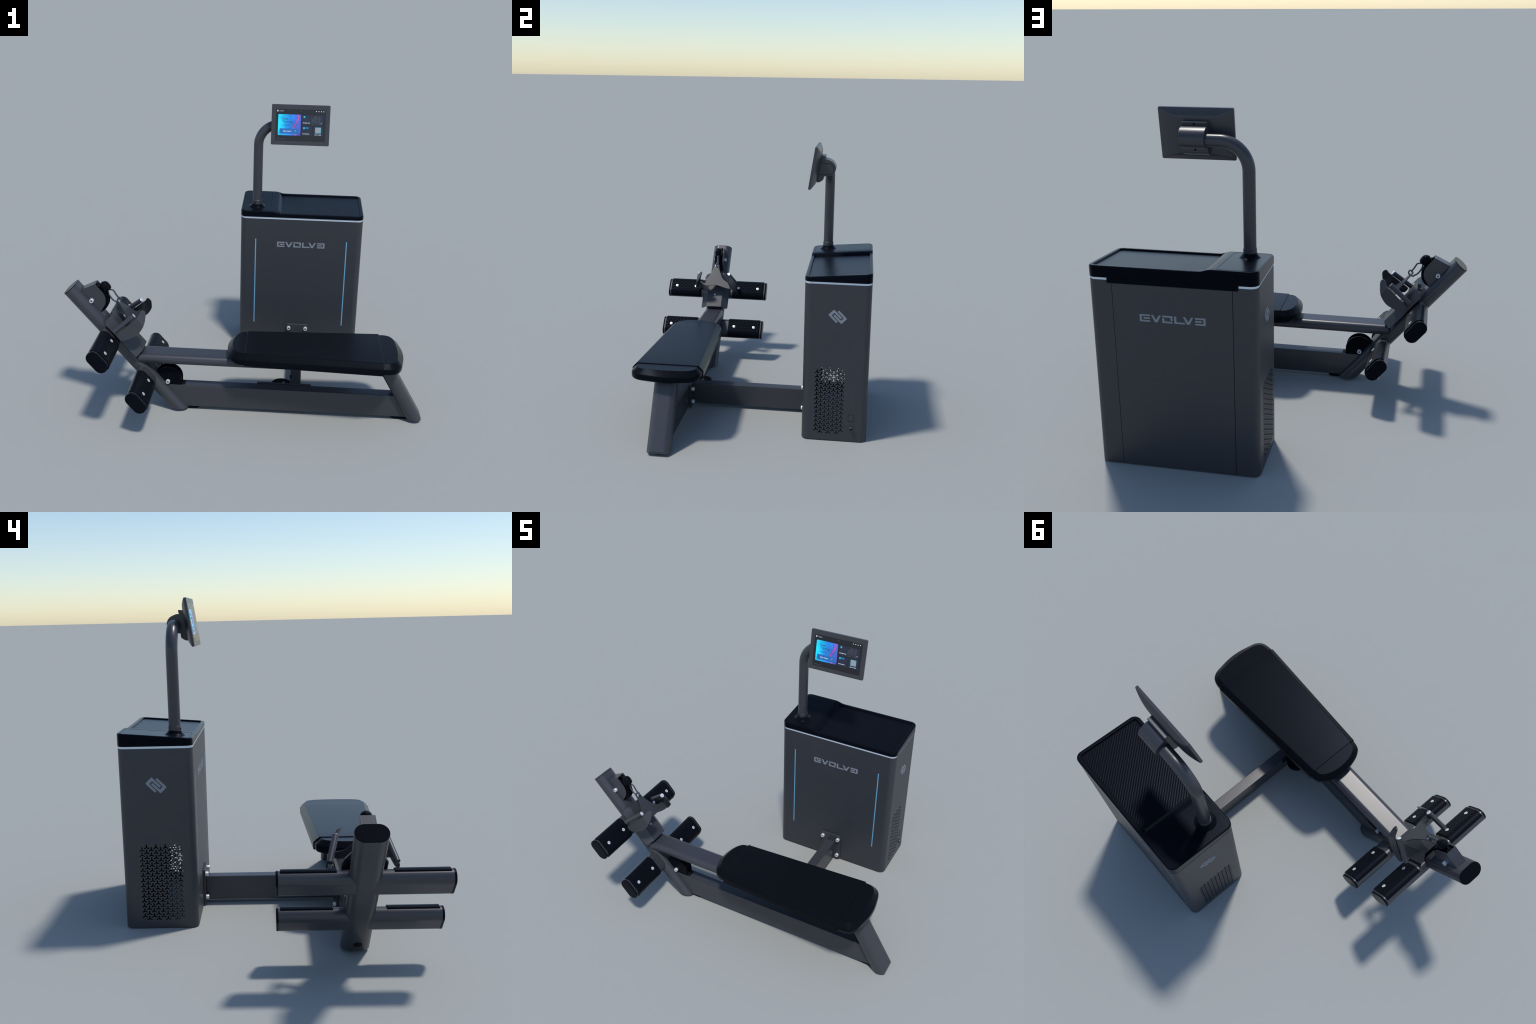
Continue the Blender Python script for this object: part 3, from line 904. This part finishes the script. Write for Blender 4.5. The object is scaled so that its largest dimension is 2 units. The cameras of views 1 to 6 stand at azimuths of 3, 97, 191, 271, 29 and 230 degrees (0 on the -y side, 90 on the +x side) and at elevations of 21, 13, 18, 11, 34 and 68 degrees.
def wing_y(p):
    return 0.148 - 0.232 * (p - 0.07) if p < 0.208 else 0.148 - 0.232 * 0.138 - 0.80 * (p - 0.208)
HOOK = catmull([Vector(q) for q in [(0.3355, 0.204), (0.3345, 0.216), (0.3300, 0.2270), (0.3255, 0.237), (0.3250, 0.2445), (0.3290, 0.2510), (0.3370, 0.2540), (0.3475, 0.2530), (0.358, 0.2465), (0.3685, 0.2365),
        (0.383, 0.222), (0.397, 0.200), (0.4065, 0.168), (0.4065, 0.140), (0.395, 0.102), (0.381, 0.080), (0.368, 0.0675)]], 4) + [Vector((0.350, 0.0665)), Vector((0.337, 0.071))]
def hook_mesh(sg):
    t = 0.0035
    bm = bmesh.new()
    f = bm.faces.new([bm.verts.new((p.x, p.y, 0)) for p in HOOK])
    bmesh.ops.triangulate(bm, faces=[f])
    bmesh.ops.bisect_plane(bm, geom=bm.verts[:] + bm.edges[:] + bm.faces[:], plane_co=(0, 0.208, 0), plane_no=(0, 1, 0))
    r = bmesh.ops.extrude_face_region(bm, geom=bm.faces[:])
    top = {g for g in r["geom"] if isinstance(g, bmesh.types.BMVert)}
    for v in bm.verts:
        s, p = v.co.x, v.co.y
        w = wing_y(p) + (t if v in top else -t)
        v.co = col(s, p, sg * w)
    return bm
for sg in (-1, 1):
    add("handle_hook", hook_mesh(sg), PLATE, handle, 25)
    a, b = col(0.316, 0.066, sg * 0.1385), col(0.317, 0.203, sg * 0.1055)
    d = (b - a).normalized()
    side = Y.cross(d).normalized()
    up = d.cross(side)
    gm = frame(a, side, up)
    L = (b - a).length
    add("grip", lathe([(0, 0), (0.0125, 0), (0.0135, 0.0012), (0.0135, L - 0.001), (0.0128, L), (0, L)], gm, 28), TUBE, handle, 35)
    add("grip_cap", lathe([(0, L - 0.003), (0.0126, L - 0.003), (0.0126, L + 0.0012), (0.0112, L + 0.0024), (0.003, L + 0.0024), (0.0025, L + 0.0018), (0, L + 0.0018)], gm, 28), STEEL, handle, 35)

# carabiner and rubber stopper on the cable
def rope(name, pts, r, mat, parent, n=6):
    return add(name, tube(catmull([col(*q) for q in pts], n), r, 10), mat, parent, 60)
yb = 0.002
carab = add("carabiner", tube(catmull([col(*q) for q in [
    (0.140, 0.149, yb), (0.150, 0.160, yb), (0.162, 0.163, yb), (0.182, 0.159, yb), (0.200, 0.157, yb), (0.214, 0.1535, yb)]], 5), 0.0044, 10), WIRE, angle=60)
rope("carabiner", [(0.214, 0.1285, yb), (0.200, 0.1235, yb), (0.182, 0.1235, yb), (0.158, 0.128, yb), (0.140, 0.138, yb)], 0.0044, WIRE, carab)
rope("carabiner", [(0.214, 0.1285, yb), (0.224, 0.131, yb), (0.231, 0.138, yb)], 0.0044, WIRE, carab)
rope("carabiner_hook", [(0.229, 0.140, 0), (0.232, 0.152, 0), (0.226, 0.163, 0), (0.214, 0.166, 0), (0.206, 0.161, 0)], 0.0042, WIRE, carab)
ball_dir = (col(0.200, 0.143) - col(0.110, 0.1455)).normalized()
bc = col(0.110, 0.1450)
sx = Y.cross(ball_dir).normalized()
bmx = frame(bc, sx, ball_dir.cross(sx))
prof = [(0, -0.0285)] + [(0.0265 * math.sin(math.radians(a)), -0.002 - 0.0265 * math.cos(math.radians(a))) for a in range(12, 91, 13)] + [(0.0265, 0.010), (0.0235, 0.024), (0.018, 0.0285), (0.009, 0.030), (0, 0.030)]
ball = add("cable_stopper", lathe(prof, bmx, 32), RUBBER, column, 40)
add("stopper_pin", lathe([(0, 0), (0.0048, 0), (0.0048, 0.0225), (0.004, 0.0235), (0, 0.0235)], frame(col(0.124, 0.137), X, Z), 16), PLATE, ball, 35)
add("cable_hole", lathe([(0, 0), (0.0052, 0), (0.0052, 0.0008), (0, 0.0008)], bmx @ Matrix.Translation((0, 0, -0.0291)), 16), DARK, ball, 0)
rope("cable", [(0.096, 0.142, 0), (0.080, 0.128, 0), (0.060, 0.100, 0)], 0.0036, DARK, ball)

# ============================================================ SEAT
SB, SS, ST = 0.3665, 0.4035, 0.4300            # bottom, top of the side wall, top
RIGHT_O = [(0.750, 0.1990), (0.793, 0.1945), (0.826, 0.1815), (0.850, 0.150), (0.862, 0.100), (0.8715, 0.045), (0.874, 0.0)]
RIGHT_T = [(0.750, 0.1705), (0.783, 0.1695), (0.811, 0.1560), (0.829, 0.122), (0.8350, 0.080), (0.8380, 0.040), (0.839, 0.0)]
LEFT_O = [(0.000, 0.1625), (-0.033, 0.1570), (-0.058, 0.1430), (-0.080, 0.110), (-0.094, 0.070), (-0.101, 0.035), (-0.103, 0.0)]
LEFT_T = [(0.000, 0.1300), (-0.026, 0.1270), (-0.044, 0.1130), (-0.060, 0.085), (-0.069, 0.055), (-0.0735, 0.028), (-0.075, 0.0)]
def end_ring(pts, z, inset=0.0):
    h = catmull([Vector((p[0], p[1], 0)) for p in pts], 6)
    full = h + [Vector((p.x, -p.y, 0)) for p in reversed(h[:-1])]
    cx = h[0].x
    return [Vector((cx + (p.x - cx) * (1 - inset * 8), YC + p.y * (1 - inset * 4), z)) for p in full]
def end_cap(O, T):
    dz = 0.0022
    def mixr(t, z):
        z -= dz
        a, b = end_ring(O, z, 0.0018), end_ring(T, z, 0.0022)
        return [u.lerp(v, t) for u, v in zip(a, b)]
    rings = [end_ring(O, SB - 0.001, 0.012), end_ring(O, SB + 0.004, 0.006), end_ring(O, SB + 0.012, 0.0018), mixr(0, SS - 0.004), mixr(0.03, SS - 0.0005), mixr(0.10, SS + 0.003),
             mixr(0.90, ST - 0.0035), mixr(0.97, ST - 0.0012), mixr(1.04, ST)]
    return loft(rings)
seat = None
def seat_mid():
    def section(x, e):
        t = x / 0.75
        o = 0.1660 + 0.0365 * t; tp = 0.1330 + 0.0415 * t
        return [Vector((x, YC + sg * y, z)) for sg, y, z in
                [(-1, o - 0.004, SB - 0.0015), (-1, o - e, SB + 0.002), (-1, o - e, SS - 0.003), (-1, o - 0.0012 - e, SS + 0.0005), (-1, o - 0.004 - e, SS + 0.0035), (-1, tp + 0.004, ST - 0.0012 - e), (-1, tp - 0.001, ST + 0.0015 - e),
                 (1, tp - 0.001, ST + 0.0015 - e), (1, tp + 0.004, ST - 0.0012 - e), (1, o - 0.004 - e, SS + 0.0035), (1, o - 0.0012 - e, SS + 0.0005), (1, o - e, SS - 0.003), (1, o - e, SB + 0.002), (1, o - 0.004, SB - 0.0015)]]
    return loft([section(0.0008, 0.0015), section(0.003, 0)] + [section(0.003 + 0.744 * k / 8, 0) for k in range(1, 9)] + [section(0.7495, 0.0015)])
seat = add("seat", seat_mid(), LEATHER, angle=35)
add("seat_end", end_cap(RIGHT_O, RIGHT_T), LEATHER, seat, 35)
add("seat_end", end_cap(LEFT_O, LEFT_T), LEATHER, seat, 35)
for xs in (0.0002, 0.7502):
    add("seat_seam", box(xs - 0.0012, xs + 0.0012, YC - (0.152 if xs < 0.1 else 0.188), YC + (0.152 if xs < 0.1 else 0.188), 0.37, 0.4215, 0), DARK, seat, 0)
add("seat_base", box(-0.02, 0.80, YC - 0.11, YC + 0.11, 0.352, 0.3655, 0.003), BLACK, seat)
